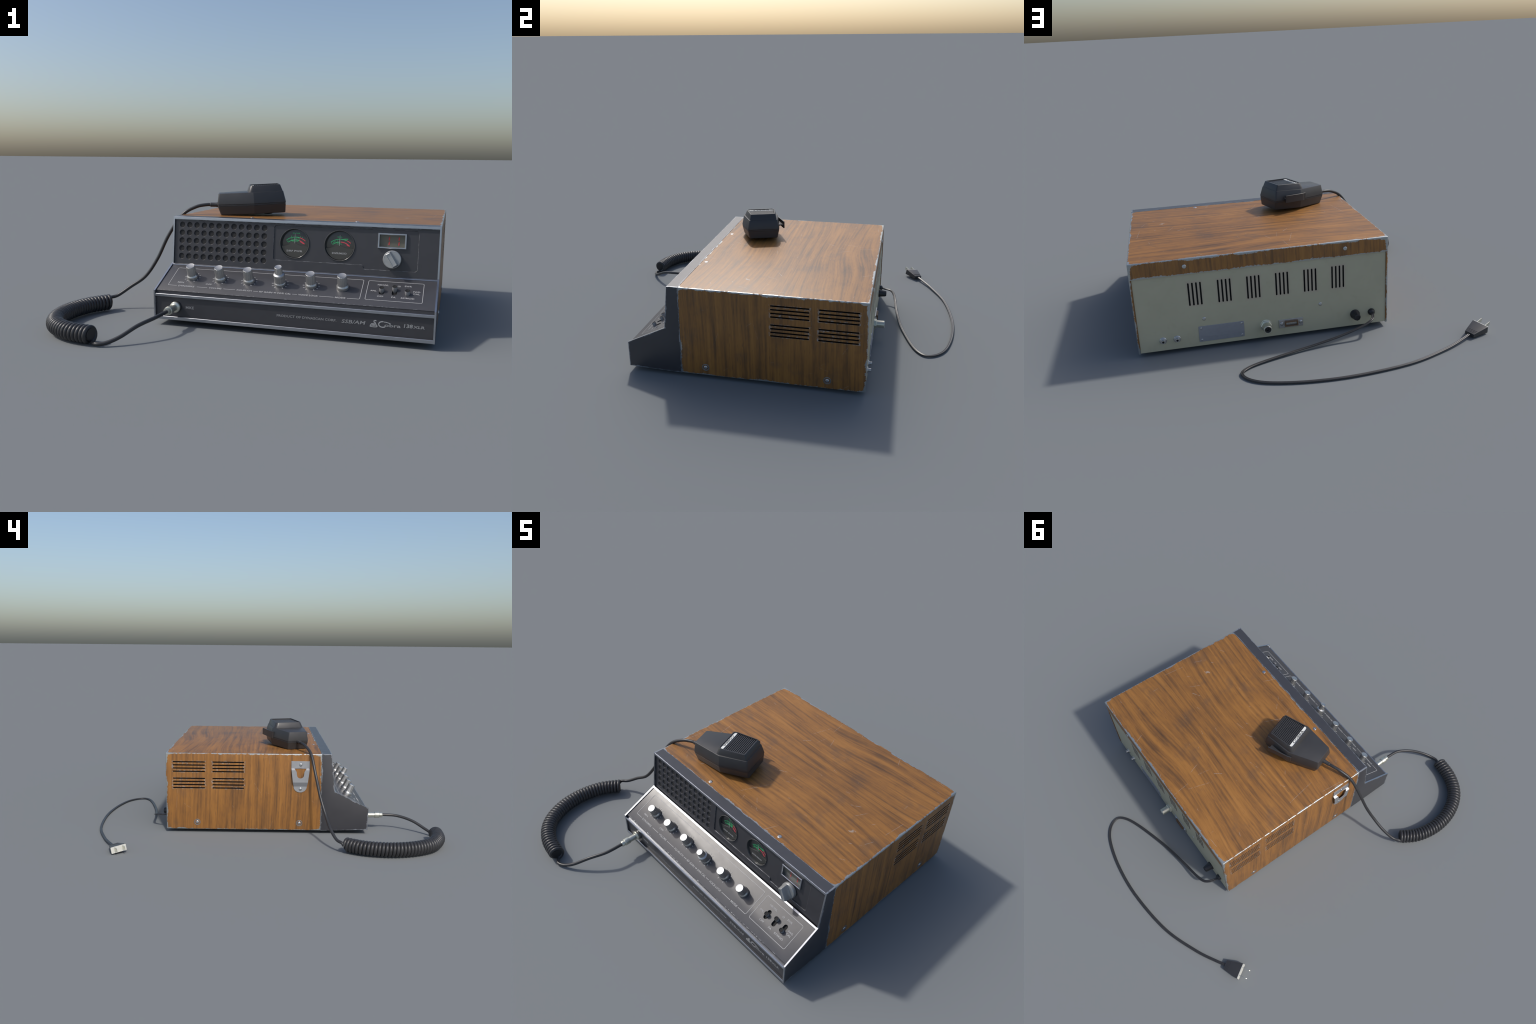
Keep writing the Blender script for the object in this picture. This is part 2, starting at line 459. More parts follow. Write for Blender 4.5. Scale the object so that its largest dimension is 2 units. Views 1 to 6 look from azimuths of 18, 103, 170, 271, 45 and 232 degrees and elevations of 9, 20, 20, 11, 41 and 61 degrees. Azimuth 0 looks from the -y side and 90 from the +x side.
def lettering(name, items, mat, parent, M, h=.0005, lift=.0003):
    """Raised print. items: (text, x0, x1, v_centre, height[, shear])."""
    parts = []
    for it in items:
        body, x0, x1, vc, hh = it[:5]; sh = it[5] if len(it) > 5 else 0
        cu = bpy.data.curves.new("t", "FONT"); cu.body = body; cu.size = 1; cu.extrude = .01; cu.resolution_u = 2
        cu.offset = it[6] if len(it) > 6 else .012
        ob = bpy.data.objects.new("t", cu); COL.objects.link(ob)
        bpy.context.view_layer.update()
        me = bpy.data.meshes.new_from_object(ob.evaluated_get(bpy.context.evaluated_depsgraph_get()))
        bpy.data.objects.remove(ob); bpy.data.curves.remove(cu)
        V = [v.co.copy() for v in me.vertices]; F = [tuple(p.vertices) for p in me.polygons]
        bpy.data.meshes.remove(me)
        mx0 = min(v.x for v in V); mx1 = max(v.x for v in V); my0 = min(v.y for v in V); my1 = max(v.y for v in V)
        W = [((v.x - mx0) / (mx1 - mx0) * (x1 - x0) + x0 + sh * ((v.y - my0) / (my1 - my0) - .5) * hh,
              (v.y - my0) / (my1 - my0) * hh + vc - hh / 2, lift if v.z < 0 else lift + h) for v in V]
        parts.append((W, F))
    return mesh(name, merge(*parts), mat, parent, M, 20)

def ribbon(path, w, h0=.0003, h1=.0008, closed=False):
    """Thin printed line along a 2D path."""
    n = len(path); L, R = [], []
    for i in range(n):
        p = Vector(path[i - 1] if (i > 0 or closed) else path[i]); q = Vector(path[(i + 1) % n] if (i < n - 1 or closed) else path[i])
        d = (q - p).normalized(); s = Vector((-d.y, d.x)) * w / 2; c = Vector(path[i])
        L.append(c + s); R.append(c - s)
    rings = [[(a.x, a.y, h0), (b.x, b.y, h0), (b.x, b.y, h1), (a.x, a.y, h1)] for a, b in zip(L, R)]
    if closed:
        rings.append(rings[0]); return loft(rings, False)
    return loft(rings)

def arc(cx, cy, r, a0, a1, n=14): return [(cx + r * math.cos(math.radians(a0 + (a1 - a0) * i / n)), cy + r * math.sin(math.radians(a0 + (a1 - a0) * i / n))) for i in range(n + 1)]

def empty(name, parent=None, loc=(0, 0, 0)):
    o = bpy.data.objects.new(name, None); COL.objects.link(o); o.empty_display_size = .1
    if parent is not None: o.parent = parent
    return o

RADIO = empty("base_station_radio")
RADIO["label"] = "vintage walnut-cased CB base radio with hand microphone and coiled cord"
RADIO["category"] = "CB radio"

def pan_screw(r, h, n=24):
    """Domed screw head with a cross recess, along +z."""
    prof = [(r, 0), (r, h * .30), (r * .93, h * .62), (r * .74, h * .88), (r * .45, h)]
    return prof, n
def screw_mesh(r, h):
    v, f = lathe(pan_screw(r, h)[0], 24); f = f[:-1]   # open the top, close with recessed cross
    n = 24; base = 4 * n; V = list(v); F = list(f)
    ring = []
    for i in range(n):
        a = 2 * pi * i / n; rr = r * .34 if (i % 6) in (0, 1, 5) else r * .14
        ring.append((rr * math.cos(a), rr * math.sin(a), h))
    o = len(V); V += ring; V += [(x, y, h * .55) for x, y, z in ring]
    for i in range(n):
        j = (i + 1) % n
        F.append((base + i, base + j, o + j, o + i)); F.append((o + i, o + j, o + n + j, o + n + i))
    F.append(tuple(o + n + i for i in range(n)))
    return V, F

_sc = mesh("screw_proto", screw_mesh(1.0, .36), M_STEEL, None); SCREW = _sc.data; SCREW.name = "screw"
bpy.data.objects.remove(_sc)
def screw(parent, pos, nrm, r, spin=0.0, flat=1.0):
    o = link("screw", SCREW, parent)
    z = Vector(nrm).normalized(); q = z.to_track_quat("Z", "Y")
    o.matrix_world = Matrix.Translation(pos) @ q.to_matrix().to_4x4() @ Matrix.Rotation(spin, 4, "Z") @ Matrix.Diagonal((r, r, r * flat, 1))
    return o

# ------------------------------------------------------------------ cabinet cover
TW = .0095
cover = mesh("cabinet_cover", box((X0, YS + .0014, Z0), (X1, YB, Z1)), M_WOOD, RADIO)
bevel_edges(cover, .0046, 4, lambda e: all(abs(v.co.y - YS) > .002 for v in e.verts) or
            abs(e.verts[0].co.y - e.verts[1].co.y) > .1)
cuts = [box((X0 + TW, -1, -1), (X1 - TW, .5605, Z1 - TW)), ]
boolean(cover, cuts)
boolean(cover, [box((X0 + TW + .0005, .50, -1), (X1 - TW - .0005, 1, .3890))])
def flank_slots():
    P = []
    MX = Matrix(((0, 0, 1, 0), (1, 0, 0, 0), (0, 1, 0, 0), (0, 0, 0, 1)))   # local x->Y, y->Z, z->X
    for y0, y1 in ((.1185, .2995), (.3415, .5255)):
        for zt in (.4125, .3170):
            for i in range(4):
                z = zt - i * .0183
                pr = prism(stadium((y0 + y1) / 2, z, y1 - y0, .0072, 3), -.02, .02)
                for xx in (X0, X1): P.append(xf(pr, Matrix.Translation((xx, 0, 0)) @ MX))
    return P
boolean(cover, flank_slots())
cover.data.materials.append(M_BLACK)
for p in cover.data.polygons:      # slot walls painted black to draw the shade inside the slots
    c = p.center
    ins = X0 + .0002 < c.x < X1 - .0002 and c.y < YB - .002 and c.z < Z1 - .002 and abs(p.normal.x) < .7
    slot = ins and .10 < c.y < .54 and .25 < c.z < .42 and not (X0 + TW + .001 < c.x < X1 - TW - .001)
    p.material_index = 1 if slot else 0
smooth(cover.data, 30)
# solid black block modelling the darkness seen through the openings
mesh("interior_dark_block", box((X0 + .016, YS + .02, Z0 + .006), (X1 - .016, .5530, Z1 - .016)), M_BLACK, RADIO)
mesh("base_plate", box((X0 + TW + .001, YS + .004, Z0 + .0015), (X1 - TW - .001, .5500, Z0 + .0055)), M_BASE, RADIO)

for x in (-.0190, .4690): screw(cover, (x, -.2995, Z1 - .0003), (0, 0, 1), .0098, x * 7, .55)
for x in (.5812, -.1705): screw(cover, (x, YB - .0003, .4273), (0, 1, 0), .0100, .6)
ring_prof = [(.0135, 0), (.0185, 0), (.0185, .0006), (.0170, .0013), (.0150, .0013), (.0135, .0006)]
def ring_mesh():
    n = 32; rings = [[(r * math.cos(2 * pi * i / n), r * math.sin(2 * pi * i / n), h) for i in range(n)] for r, h in ring_prof]
    rings.append(rings[0]); return loft(rings, False)
_rg = mesh("w", ring_mesh(), plain("dull_washer", (.20, .20, .20), .4, .5), None); WASH = _rg.data; bpy.data.objects.remove(_rg)
for xx, nx in ((X0, -1), (X1, 1)):
    for y in (-.2008, .3880):
        s = screw(cover, (xx + nx * .0002, y, .0590), (nx, 0, 0), .0098, y * 9)
        w = link("screw_washer", WASH, cover)
        w.matrix_world = Matrix.Translation((xx - nx * .0003, y, .0590)) @ Vector((nx, 0, 0)).to_track_quat("Z", "Y").to_matrix().to_4x4()

# ------------------------------------------------------------------ microphone hanger on the left flank
def hanger():
    """Pressed strip: flat head, stepped-out keyhole tongue, flat rounded foot. Local x=-Y, y=Z, z=-X."""
    th = .0028; lev = .0115
    def half(z):                       # half width down the strip
        if z > .380: return .0520
        if z > .302: return .0520 + (z - .380) * (.0520 - .0425) / .078
        if z > .276: return .0425 + (z - .302) * (.0425 - .0375) / .026
        t = max(0, (.276 - z) / .0335); return .0375 * math.sqrt(max(0.0, 1 - t * t))
    def lift(z):
        if z >= .3820: return 0.0
        if z >= .3740: return lev * (.3820 - z) / .008
        if z >= .3030: return lev
        if z >= .2770: return lev * (z - .277) / .026
        return 0.0
    def gap(z):                        # keyhole half opening
        if z > .3815 or z < .3265: return 0.0
        if z > .3700: return .0345 - (.3815 - z) * .75
        if z > .3440: return .0205 + (z - .3440) * .0012 / .026 + max(0, z - .362) * .5
        return .0185 * math.sqrt(max(0, 1 - ((.3440 - z) / .0175) ** 2)) * 1.05
    zs = [.4240, .4030, .3835, .3821, .3814, .3780, .3740, .3700, .3660, .3600, .3520, .3440, .3390, .3340, .3300, .3275,
          .3268, .32645, .3200, .3100, .3030, .2960, .2840, .2770, .2700, .2620, .2540, .2490, .2455, .2435, .2427]
    V, F = [], []
    def strip(side):
        rings = []
        for z in zs:
            g = gap(z); h = max(half(z), .001); c = -.2020
            a, b = (g, h) if side > 0 else (-h, -g)
            o = lift(z)
            rings.append([(c + a, z, o), (c + b, z, o), (c + b, z, o + th), (c + a, z, o + th)])
        return loft(rings)
    return merge(strip(1), strip(-1))
MH = Matrix(((0, 0, -1, X0 - .0003), (1, 0, 0, 0), (0, 1, 0, 0), (0, 0, 0, 1)))
hang = mesh("microphone_hanger", hanger(), M_BRACKET, RADIO, MH, 12)
for z in (.4026, .2616): screw(hang, (X0 - .0030, -.2030, z), (-1, 0, 0), .0088, .3)

# ------------------------------------------------------------------ rear panel
YR = .5620
MR = Matrix(((-1, 0, 0, 0), (0, 0, 1, YR), (0, 1, 0, 0), (0, 0, 0, 1)))  # local x=-X, y=Z, z=+Y
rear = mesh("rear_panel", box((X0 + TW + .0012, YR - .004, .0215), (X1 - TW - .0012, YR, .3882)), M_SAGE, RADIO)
cut = []
for i in range(6):
    cx = .5452 - i * .1357
    for k in range(4):
        x = cx + (1.5 - k) * .0183
        cut.append(xf(prism(stadium(-x, .2873, .1128, .0078, 4, True), -.02, .02), MR))
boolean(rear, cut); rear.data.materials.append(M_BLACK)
for p in rear.data.polygons:  # vent walls coloured black so the gaps look unlit
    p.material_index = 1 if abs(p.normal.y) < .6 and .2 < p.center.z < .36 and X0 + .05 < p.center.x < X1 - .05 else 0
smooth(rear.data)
for x in (.5140, -.0442): screw(rear, (x, YR - .0003, .1577), (0, 1, 0), .0086, .4)

plate = mesh("rating_plate", prism(rounded(rect(-.5450, -.3300, .0415, .1210), .004, 3), .0, .0022, .0008), M_PLATE, rear, MR)
rows = []
for r, (a, b) in enumerate(((.36, .72), (.20, .88), (.22, .80), (.30, .70), (.08, .93), (.30, .62))):
    z = .1085 - r * .0112; x = -.5450 + .215 * a; xe = -.5450 + .215 * b
    while x < xe:
        w = random.uniform(.004, .013); rows.append(box((x, z - .0022, .0018), (min(x + w, xe), z + .0022, .0028))); x += w + random.uniform(.002, .004)
ms = mesh("stamped_lettering", merge(*rows), M_PLATE, plate, MR); ms["kind"] = "stuff"
for x in (-.5330, -.3420):
    for z in (.0515, .1110):
        screw(plate, (-x, YR + .0020, z), (0, 1, 0), .0050)

def turned(name, pos, nrm, prof, mat, parent, n=32, rad=None, ang=35):
    q = Vector(nrm).normalized().to_track_quat("Z", "Y").to_matrix().to_4x4()
    return mesh(name, lathe(prof, n, rad), mat, parent, Matrix.Translation(pos) @ q, ang)

# phono jacks
for x in (.7124, .6470):
    j = turned("phono_jack", (x, YR - .001, .0717), (0, 1, 0), [(.0170, 0), (.0170, .0022), (.0150, .0040), (.0125, .0042), (.0125, .0055), (.0088, .0060), (.0088, .0190), (.0056, .0190), (.0056, .0020)], M_STEEL, rear)
    turned("jack_bore", (x, YR, .0717), (0, 1, 0), [(.0055, .002), (.0055, .0150)], M_BLACK, j, 16)
# coaxial aerial socket
so = turned("aerial_socket", (.2250, YR - .001, .0838), (0, 1, 0), [(.0285, 0), (.0285, .0030), (.0260, .0040), (.0200, .0042), (.0200, .0545), (.0185, .0565), (.0158, .0565), (.0158, .0250)], M_NICKEL, rear, 40)
turned("socket_nut", (.2250, YR + .0022, .0838), (0, 1, 0), [(.0272, 0), (.0272, .0090), (.0245, .0112)], M_NICKEL, so, 6, ang=20)
turned("socket_bore", (.2250, YR + .0145, .0838), (0, 1, 0), [(.0157, 0), (.0157, .0340), (.0140, .0350), (.0075, .0350), (.0060, .0300)], M_PLASTIC, so, 24)
# multi-pin accessory socket
ac = mesh("accessory_socket", prism(rect(-.1628, -.0445, .0588, .1010), 0, .0045, .0008), M_STEEL, rear, MR)
sh = mesh("socket_shroud", box((.0700, YR, .0672), (.1345, .5765, .0926)), M_BROWN, ac)
boolean(sh, [box((.0750, YR + .004, .0717), (.1295, 1, .0881))])
pins = [box((.0790 + i * .0100, YR + .005, .0790 + k * .006 - .0015), (.0830 + i * .0100, YR + .0075, .0790 + k * .006)) for i in range(5) for k in (0, 1)]
pn = mesh("socket_pins", merge(*pins), M_NICKEL, ac); pn["kind"] = "stuff"
for x in (.0560, .1495): screw(ac, (x, YR + .0044, .0803), (0, 1, 0), .0088, .7)
# fuse holder and cord grommet
fu = turned("fuse_holder", (-.2165, YR - .001, .0810), (0, 1, 0), [(.0240, 0), (.0240, .0080), (.0215, .0110), (.0180, .0380), (.0158, .0450), (.0135, .0465), (.0110, .0465), (.0110, .0440), (.0060, .0440)], M_PLASTIC, rear, 24, lambda t, k: 1 + (.035 * math.cos(8 * t) if 2 <= k <= 5 else 0))
turned("cord_grommet", (-.3000, YR - .001, .0825), (0, 1, 0), [(.0175, 0), (.0175, .0060), (.0150, .0130), (.0105, .0185), (.0060, .0205)], M_PLASTIC, rear, 24)

# ------------------------------------------------------------------ front fascia
fascia = empty("front_fascia", RADIO)
RW = .0072                     # rim width
def off(pts, d):
    """Offset the front poly-line (y,z) inwards (towards +y) by d."""
    res = []; P = [Vector(p) for p in pts]
    for i, c in enumerate(P):
        e = []
        if i > 0: e.append((c - P[i - 1]).normalized())
        if i < len(P) - 1: e.append((P[i + 1] - c).normalized())
        ns = [Vector((-k.y, k.x)) for k in e]      # walking downwards, inside is +y
        ns = [n if n.x * 1.0 - n.y * 0.6 > 0 else -n for n in ns]
        m = ns[0] if len(ns) == 1 else (ns[0] + ns[1]) / (1 + ns[0].dot(ns[1]))
        res.append(c + m * d)
    return [tuple(p) for p in res]
FRONT = [PT, PK, PN, PB]
def slab(poly, xa, xb): return loft([[(xa, y, z) for y, z in poly], [(xb, y, z) for y, z in poly]])
f2 = off(FRONT, .0016)
cheek_poly = [PU] + [(f2[0][0], ZF)] + f2[1:3] + [(f2[3][0], PB[1] - .0002)] + [PR]
for xa, xb in ((X0, X0 + RW), (X1 - RW, X1)):
    o = mesh("cheek", slab(cheek_poly, xa, xb), M_CHEEK, fascia, None, 20)
    bevel_edges(o, .0010, 2, lambda e: abs(e.verts[0].co.x - e.verts[1].co.x) < 1e-6 and abs(e.verts[0].co.x - (X0 if xa == X0 else X1)) < 1e-5)
# inner body carrying the recessed panels
f3 = off(FRONT, .0280)
core_poly = [(YS + .004, ZF - .012), (f3[0][0], ZF - .012)] + f3[1:3] + [(f3[3][0], PB[1] + .010), (YS + .004, Z0 + .008)]
mesh("fascia_core", slab(core_poly, X0 + RW + .0005, X1 - RW - .0005), M_BLACK, fascia)
LT = .0150
lip = mesh("top_lip", box((X0 + RW, f2[0][0], ZF - LT), (X1 - RW, YS, ZF)), M_LIP, fascia)
mesh("bottom_lip", slab([(f2[3][0], PB[1]), (f2[3][0], PB[1] + .0150), (-.50, .0400), (YS, .034), (YS, Z0)], X0 + RW, X1 - RW), M_PANEL, fascia)
# metal rim: side uprights follow the whole profile, rails close top and bottom
def rim_side(xa, xb):
    A = FRONT; B = f2
    rings = []
    for (a, b) in zip(A, B):
        rings.append([(xa, *a), (xb, *a), (xb, *b), (xa, *b)])
    return loft(rings)
for xa, xb in ((X0 + .0003, X0 + RW), (X1 - RW, X1 - .0003)):
    o = mesh("rim_upright", rim_side(xa, xb), M_TRIM, fascia, None, 12)
def along_front(d, i):
    """Point d metres down front segment i."""
    a, b = Vector(FRONT[i]), Vector(FRONT[i + 1]); return a + (b - a).normalized() * d
def rail(name, i, d0, d1, depth, x0=X0 + RW, x1=X1 - RW, proud=0.0, bev=.0012):
    a, b = along_front(d0, i), along_front(d1, i); t = (b - a).normalized(); n = Vector((t.y, -t.x))
    if n.x > 0 and i != 1: n = -n
    if i == 1: n = Vector((-abs(n.x), abs(n.y)))
    p = [a + n * proud, b + n * proud, b - n * depth, a - n * depth]
    p2 = inset([tuple(q) for q in p], 0)
    poly = [(p[0] + t * bev), (p[1] - t * bev), (p[1] - n * bev), p[2], p[3], (p[0] - n * bev)]
    return mesh(name, slab([tuple(q) for q in poly], x0, x1), M_TRIM, fascia, None, 18)
L0 = (Vector(PT) - Vector(PK)).length; L1 = (Vector(PK) - Vector(PN)).length; L2 = (Vector(PN) - Vector(PB)).length
rail("rim_rail", 0, 0.0003, LT - .0020, .0016)
rail("rim_rail", 2, L2 - .0150, L2, .0016)
rail("rim_rail", 2, .0138, .0265, .0120, proud=-.0008)
rail("rim_rail", 1, .0000, .0110, .0090, proud=-.0012)

XA, XB = X0 + RW, X1 - RW
RECU, RECS, RECL = .0075, .0048, .0085
MU = panel_frame(PT, PK, RECU)        # upper meter panel, v from inner knee upwards
MS = panel_frame(PK, PN, RECS)        # sloping control panel, v from nose upwards
ML = panel_frame(PN, PB, RECL)        # lower plinth panel
def uz(z): return (z - (MU @ Vector((0, 0, 0))).z) / MU[2][1]     # world height -> v on upper panel
def sp(s): return L1 - s - .0062      # printed items (measured on a deeper plane)
def sv(s): return L1 - s                                          # distance below knee -> v on slope
def lz(z): return (z - ML.translation.z) / ML[2][1]

# upper panel: a punched speaker field on the left, a recessed instrument field on the right
VT = L0 - LT + .006
def punched(x0, x1, v0, v1, nx, ny, hx0, hv0, px_, pv_, r):
    """Plate with a regular grid of countersunk round holes, one ring of quads per cell plus plain margins."""
    P = []
    gx0, gv0 = hx0 - px_ / 2, hv0 - pv_ / 2; gx1, gv1 = gx0 + px_ * nx, gv0 + pv_ * ny
    for i in range(nx):
        for j in range(ny):
            cx, cv = hx0 + i * px_, hv0 + j * pv_; n = 32
            ci, co, sq = [], [], []
            for k in range(n):
                t = 2 * pi * k / n; c, q = math.cos(t), math.sin(t)
                m = min(px_ / 2 / max(1e-6, abs(c)), pv_ / 2 / max(1e-6, abs(q)))
                if k % 8 == 4: m = None
                sq.append((cx + (m * c if m else math.copysign(px_ / 2, c)), cv + (m * q if m else math.copysign(pv_ / 2, q)), 0))
                co.append((cx + r * 1.12 * c, cv + r * 1.12 * q, 0)); ci.append((cx + r * c, cv + r * q, -.0014))
            P.append(loft([sq, co, ci, [(x, y, -.006) for x, y, z in ci]], False))
    for a0, a1, b0, b1 in ((x0, gx0, v0, v1), (gx1, x1, v0, v1), (gx0, gx1, v0, gv0), (gx0, gx1, gv1, v1)):
        P.append(([(a0, b0, 0), (a1, b0, 0), (a1, b1, 0), (a0, b1, 0)], [(0, 1, 2, 3)]))
    return merge(*P)
XM = .0970
pitch_x, pitch_v = .4026 / 11, (uz(.4272) - uz(.2808)) / 4
spk = mesh("speaker_grille", punched(XA, XM, -.004, VT, 12, 5, -.3387, uz(.2808), pitch_x, pitch_v, .0126), M_PANEL, fascia, MU, 20)
bmx = bmesh.new(); bmx.from_mesh(spk.data); bmesh.ops.remove_doubles(bmx, verts=bmx.verts, dist=1e-5)
nn = MU.to_3x3() @ Vector((0, 0, 1))
for f in bmx.faces:
    if abs(f.normal.dot(nn)) > .9 and f.normal.dot(nn) < 0: f.normal_flip()
bmx.to_mesh(spk.data); bmx.free(); smooth(spk.data, 20)
up = mesh("meter_panel", xf(box((XM, -.004, -.0050), (XB, VT, 0)), MU), M_PANEL, fascia)
field = rounded([(.1095, uz(.2885)), (.5125, uz(.2885)), (.5125, uz(.2712)), (.7400, uz(.2712)), (.7400, uz(.4420)), (.1095, uz(.4420))],
                [.008, .007, .007, .012, .014, .012], 5)
up.data.materials.append(M_WORN)
rings = [[(x, y, .002) for x, y in inset(field, -.0012)], [(x, y, 0.0) for x, y in inset(field, -.0012)],
         [(x, y, -.0014) for x, y in field], [(x, y, -.0042) for x, y in field]]
boolean(up, [xf(loft(rings), MU)])
boolean(up, [xf(prism(circle(.0650, 48, cx, uz(.3650)), -.02, .02), MU) for cx in (.2045, .4060)])
boolean(up, [xf(prism(rect(.5765, .6850, uz(.3690), uz(.4230)), -.02, .02), MU)])
def tag_worn(o, M):
    """Sloping lips of the instrument field carry the worn-edge finish."""
    R = M.inverted().to_3x3()
    for p in o.data.polygons:
        p.material_index = 1 if .2 < (R @ p.normal).z < .95 else 0
tag_worn(up, MU)
up.data.shade_flat()
mesh("speaker_cloth", xf(box((XA + .005, .001, -.0085), (.09, L0 - .012, -.0034)), MU), M_CLOTH, fascia)

# meters
def meter(cx, variant):
    cv = uz(.3650); M = MU @ Matrix.Translation((cx, cv, -.0040))
    cup = [(.0682, -.0005), (.0682, .0024), (.0672, .0036), (.0660, .0038), (.0648, .0032), (.0640, .0020), (.0636, -.0130), (.0600, -.0135)]
    n = 64; rg = [[(r * math.cos(2 * pi * i / n), r * math.sin(2 * pi * i / n), h) for i in range(n)] for r, h in cup]
    root = mesh("meter", loft(rg, False), M_METERRIM, fascia, M)
    dome = [(.0640, -.0128), (.0560, -.0118), (.0400, -.0109), (.0200, -.0105), (.0010, -.0104)]
    mesh("dial_face", lathe(dome, 64), M_METER, root, M)
    # lower shroud with a humped upper edge
    hump = [(-.0590 + .1180 * i / 20, -.004 + .0085 * math.exp(-((-.0590 + .1180 * i / 20) / .022) ** 2) - .004 * abs(i - 10) / 10) for i in range(21)]
    low = [(.0625 * math.cos(a), .0625 * math.sin(a)) for a in [math.radians(-8 - 164 * i / 24) for i in range(25)]]
    hp = [(x, y - .004) for x, y in hump]
    mesh("dial_shroud", prism(hp + low, -.0125, -.0060, .0010), M_METER, root, M)
    h = (-.0103, -.0096)
    C = (.0028, -.0405)
    def rb(path, w): return ribbon(path, w, *h)
    g, r = [], []
    sw = 76 if variant == 0 else 68
    g.append(rb(arc(*C, .0690, 128, sw), .0032)); r.append(rb(arc(*C, .0690, sw - 1, 50), .0032))
    sw2 = 74 if variant == 0 else 91
    g.append(rb(arc(*C, .0565, 127, sw2), .0030)); r.append(rb(arc(*C, .0565, sw2 - 1, 44), .0034))
    r.append(rb(arc(*C, .0535, 68 if variant == 0 else 60, 48), .0032))
    for a, r0, r1 in ((128, .0565, .0690), (121, .0600, .0640)): g.append(rb([(C[0] + r0 * math.cos(math.radians(a)), C[1] + r0 * math.sin(math.radians(a))), (C[0] + r1 * math.cos(math.radians(a)), C[1] + r1 * math.sin(math.radians(a)))], .0018))
    mesh("green_scale", merge(*g), M_GREEN, root, M); mesh("red_scale", merge(*r), M_RED, root, M)
    T = []
    def pol(a, rad): return C[0] + rad * math.cos(math.radians(a)), C[1] + rad * math.sin(math.radians(a))
    if variant == 0:
        T.append(("RF PWR", -.0117, .0223, .0455, .0052))
        for s, a in (("1", 106), ("2", 88), ("3", 74), ("4", 67)): x, y = pol(a, .0745); T.append((s, x - .0012, x + .0012, y, .0050))
        for s, a in (("1", 107), ("3", 96), ("5", 87), ("7", 81), ("9", 75)): x, y = pol(a, .0625); T.append((s, x - .0013, x + .0013, y, .0056))
        T.append(("SIGNAL", -.0147, .0148, .0105, .0042))
    else:
        T.append(("MOD", -.0112, .0088, .0300 + .0075, .0052)); T.append(("100%", .0163, .0358, .0290, .0058))
        for s, a in (("1", 117), ("2", 110), ("3", 103)): x, y = pol(a, .0625); T.append((s, x - .0014, x + .0014, y, .0060))
        T.append(("SWR", -.0132, .0078, .0075, .0046))
    lettering("scale_figures", T, M_GREEN, root, M, .0006, -.0102)
    lab = ("S/RF PWR", -.0372, .0355, -.0335, .0080) if variant == 0 else ("SWR/MOD", -.0330, .0318, -.0335, .0080)
    lettering("dial_legend", [lab], M_PRINT, root, M, .0004, -.0061)
    mesh("needle", box((-.0016, -.0030, -.0090), (.0001, .0452, -.0082)), M_NEEDLE, root, M)
meter(.2045, 0); meter(.4060, 1)

# channel display
dx0, dx1, dz0, dz1 = .5710, .6905, uz(.3637), uz(.4284)
def frame_ring(o, i, h0, h1):
    """Rectangular picture-frame moulding between outer and inner rectangles."""
    O, I = rect(*o), rect(*i); k = .0014
    ins = inset(O, k); ins2 = inset(I, -k)
    rings = [[(x, y, h0) for x, y in O], [(x, y, h1 - k) for x, y in O], [(x, y, h1) for x, y in ins],
             [(x, y, h1) for x, y in ins2], [(x, y, h1 - k) for x, y in I], [(x, y, h0 - .012) for x, y in I]]
    return loft(rings, False)
disp = mesh("channel_display", frame_ring((dx0, dx1, dz0, dz1), (.5780, .6838, uz(.3700), uz(.4212)), -.0045, .0042), M_TRIM, fascia, MU, 25)
mesh("display_window", xf(box((.5760, uz(.3685), -.0150), (.6855, uz(.4230), -.0110)), MU), M_LCD, disp)
seg = []
for x in (.6172, .6582):
    for a, b in ((.3770, .3940), (.3970, .4140)):
        pts = [(x - .0030, uz(a) + .002), (x - .0005, uz(a)), (x + .0026, uz(a) + .002), (x + .0034, uz(b) - .001), (x + .0020, uz(b)), (x - .0020, uz(b) - .003)]
        seg.append(prism(pts, -.0109, -.0102))
mesh("digit_segments", merge(*seg), M_LED, disp, MU)

# channel selector: disc with a tall grip fin
ck = mesh("channel_selector", lathe([(.0340, -.005), (.0340, .0), (.0385, .0), (.0385, .0125), (.0372, .0150), (.0350, .0158), (.0345, .0148), (.0010, .0148)], 64), M_KNOB, fascia, MU @ Matrix.Translation((.6350, uz(.3185), 0)))
MF = MU @ Matrix.Translation((.6350, uz(.3185), 0)) @ Matrix.Rotation(math.radians(33), 4, "Z")
def fin():
    rings = []
    for h, w, l in ((.0130, .0135, .0345), (.0200, .0125, .0342), (.0330, .0116, .0330), (.0500, .0108, .0310), (.0520, .0105, .0305)):
        rings.append([(x, y, h) for x, y in rounded(rect(-w, w, -l, l), .002, 2)])
    rings.append([(x, y, .0530) for x, y in rounded(rect(-.0096, .0096, -.0290, .0290), .0018, 2)])
    rings.append([(x, y, .0530) for x, y in rounded(rect(-.0076, .0076, -.0262, .0262), .0015, 2)])
    rings.append([(x, y, .0495) for x, y in rounded(rect(-.0070, .0070, -.0255, .0255), .0015, 2)])
    return loft(rings)
mesh("selector_grip", fin(), M_KNOB, ck, MF, 28)

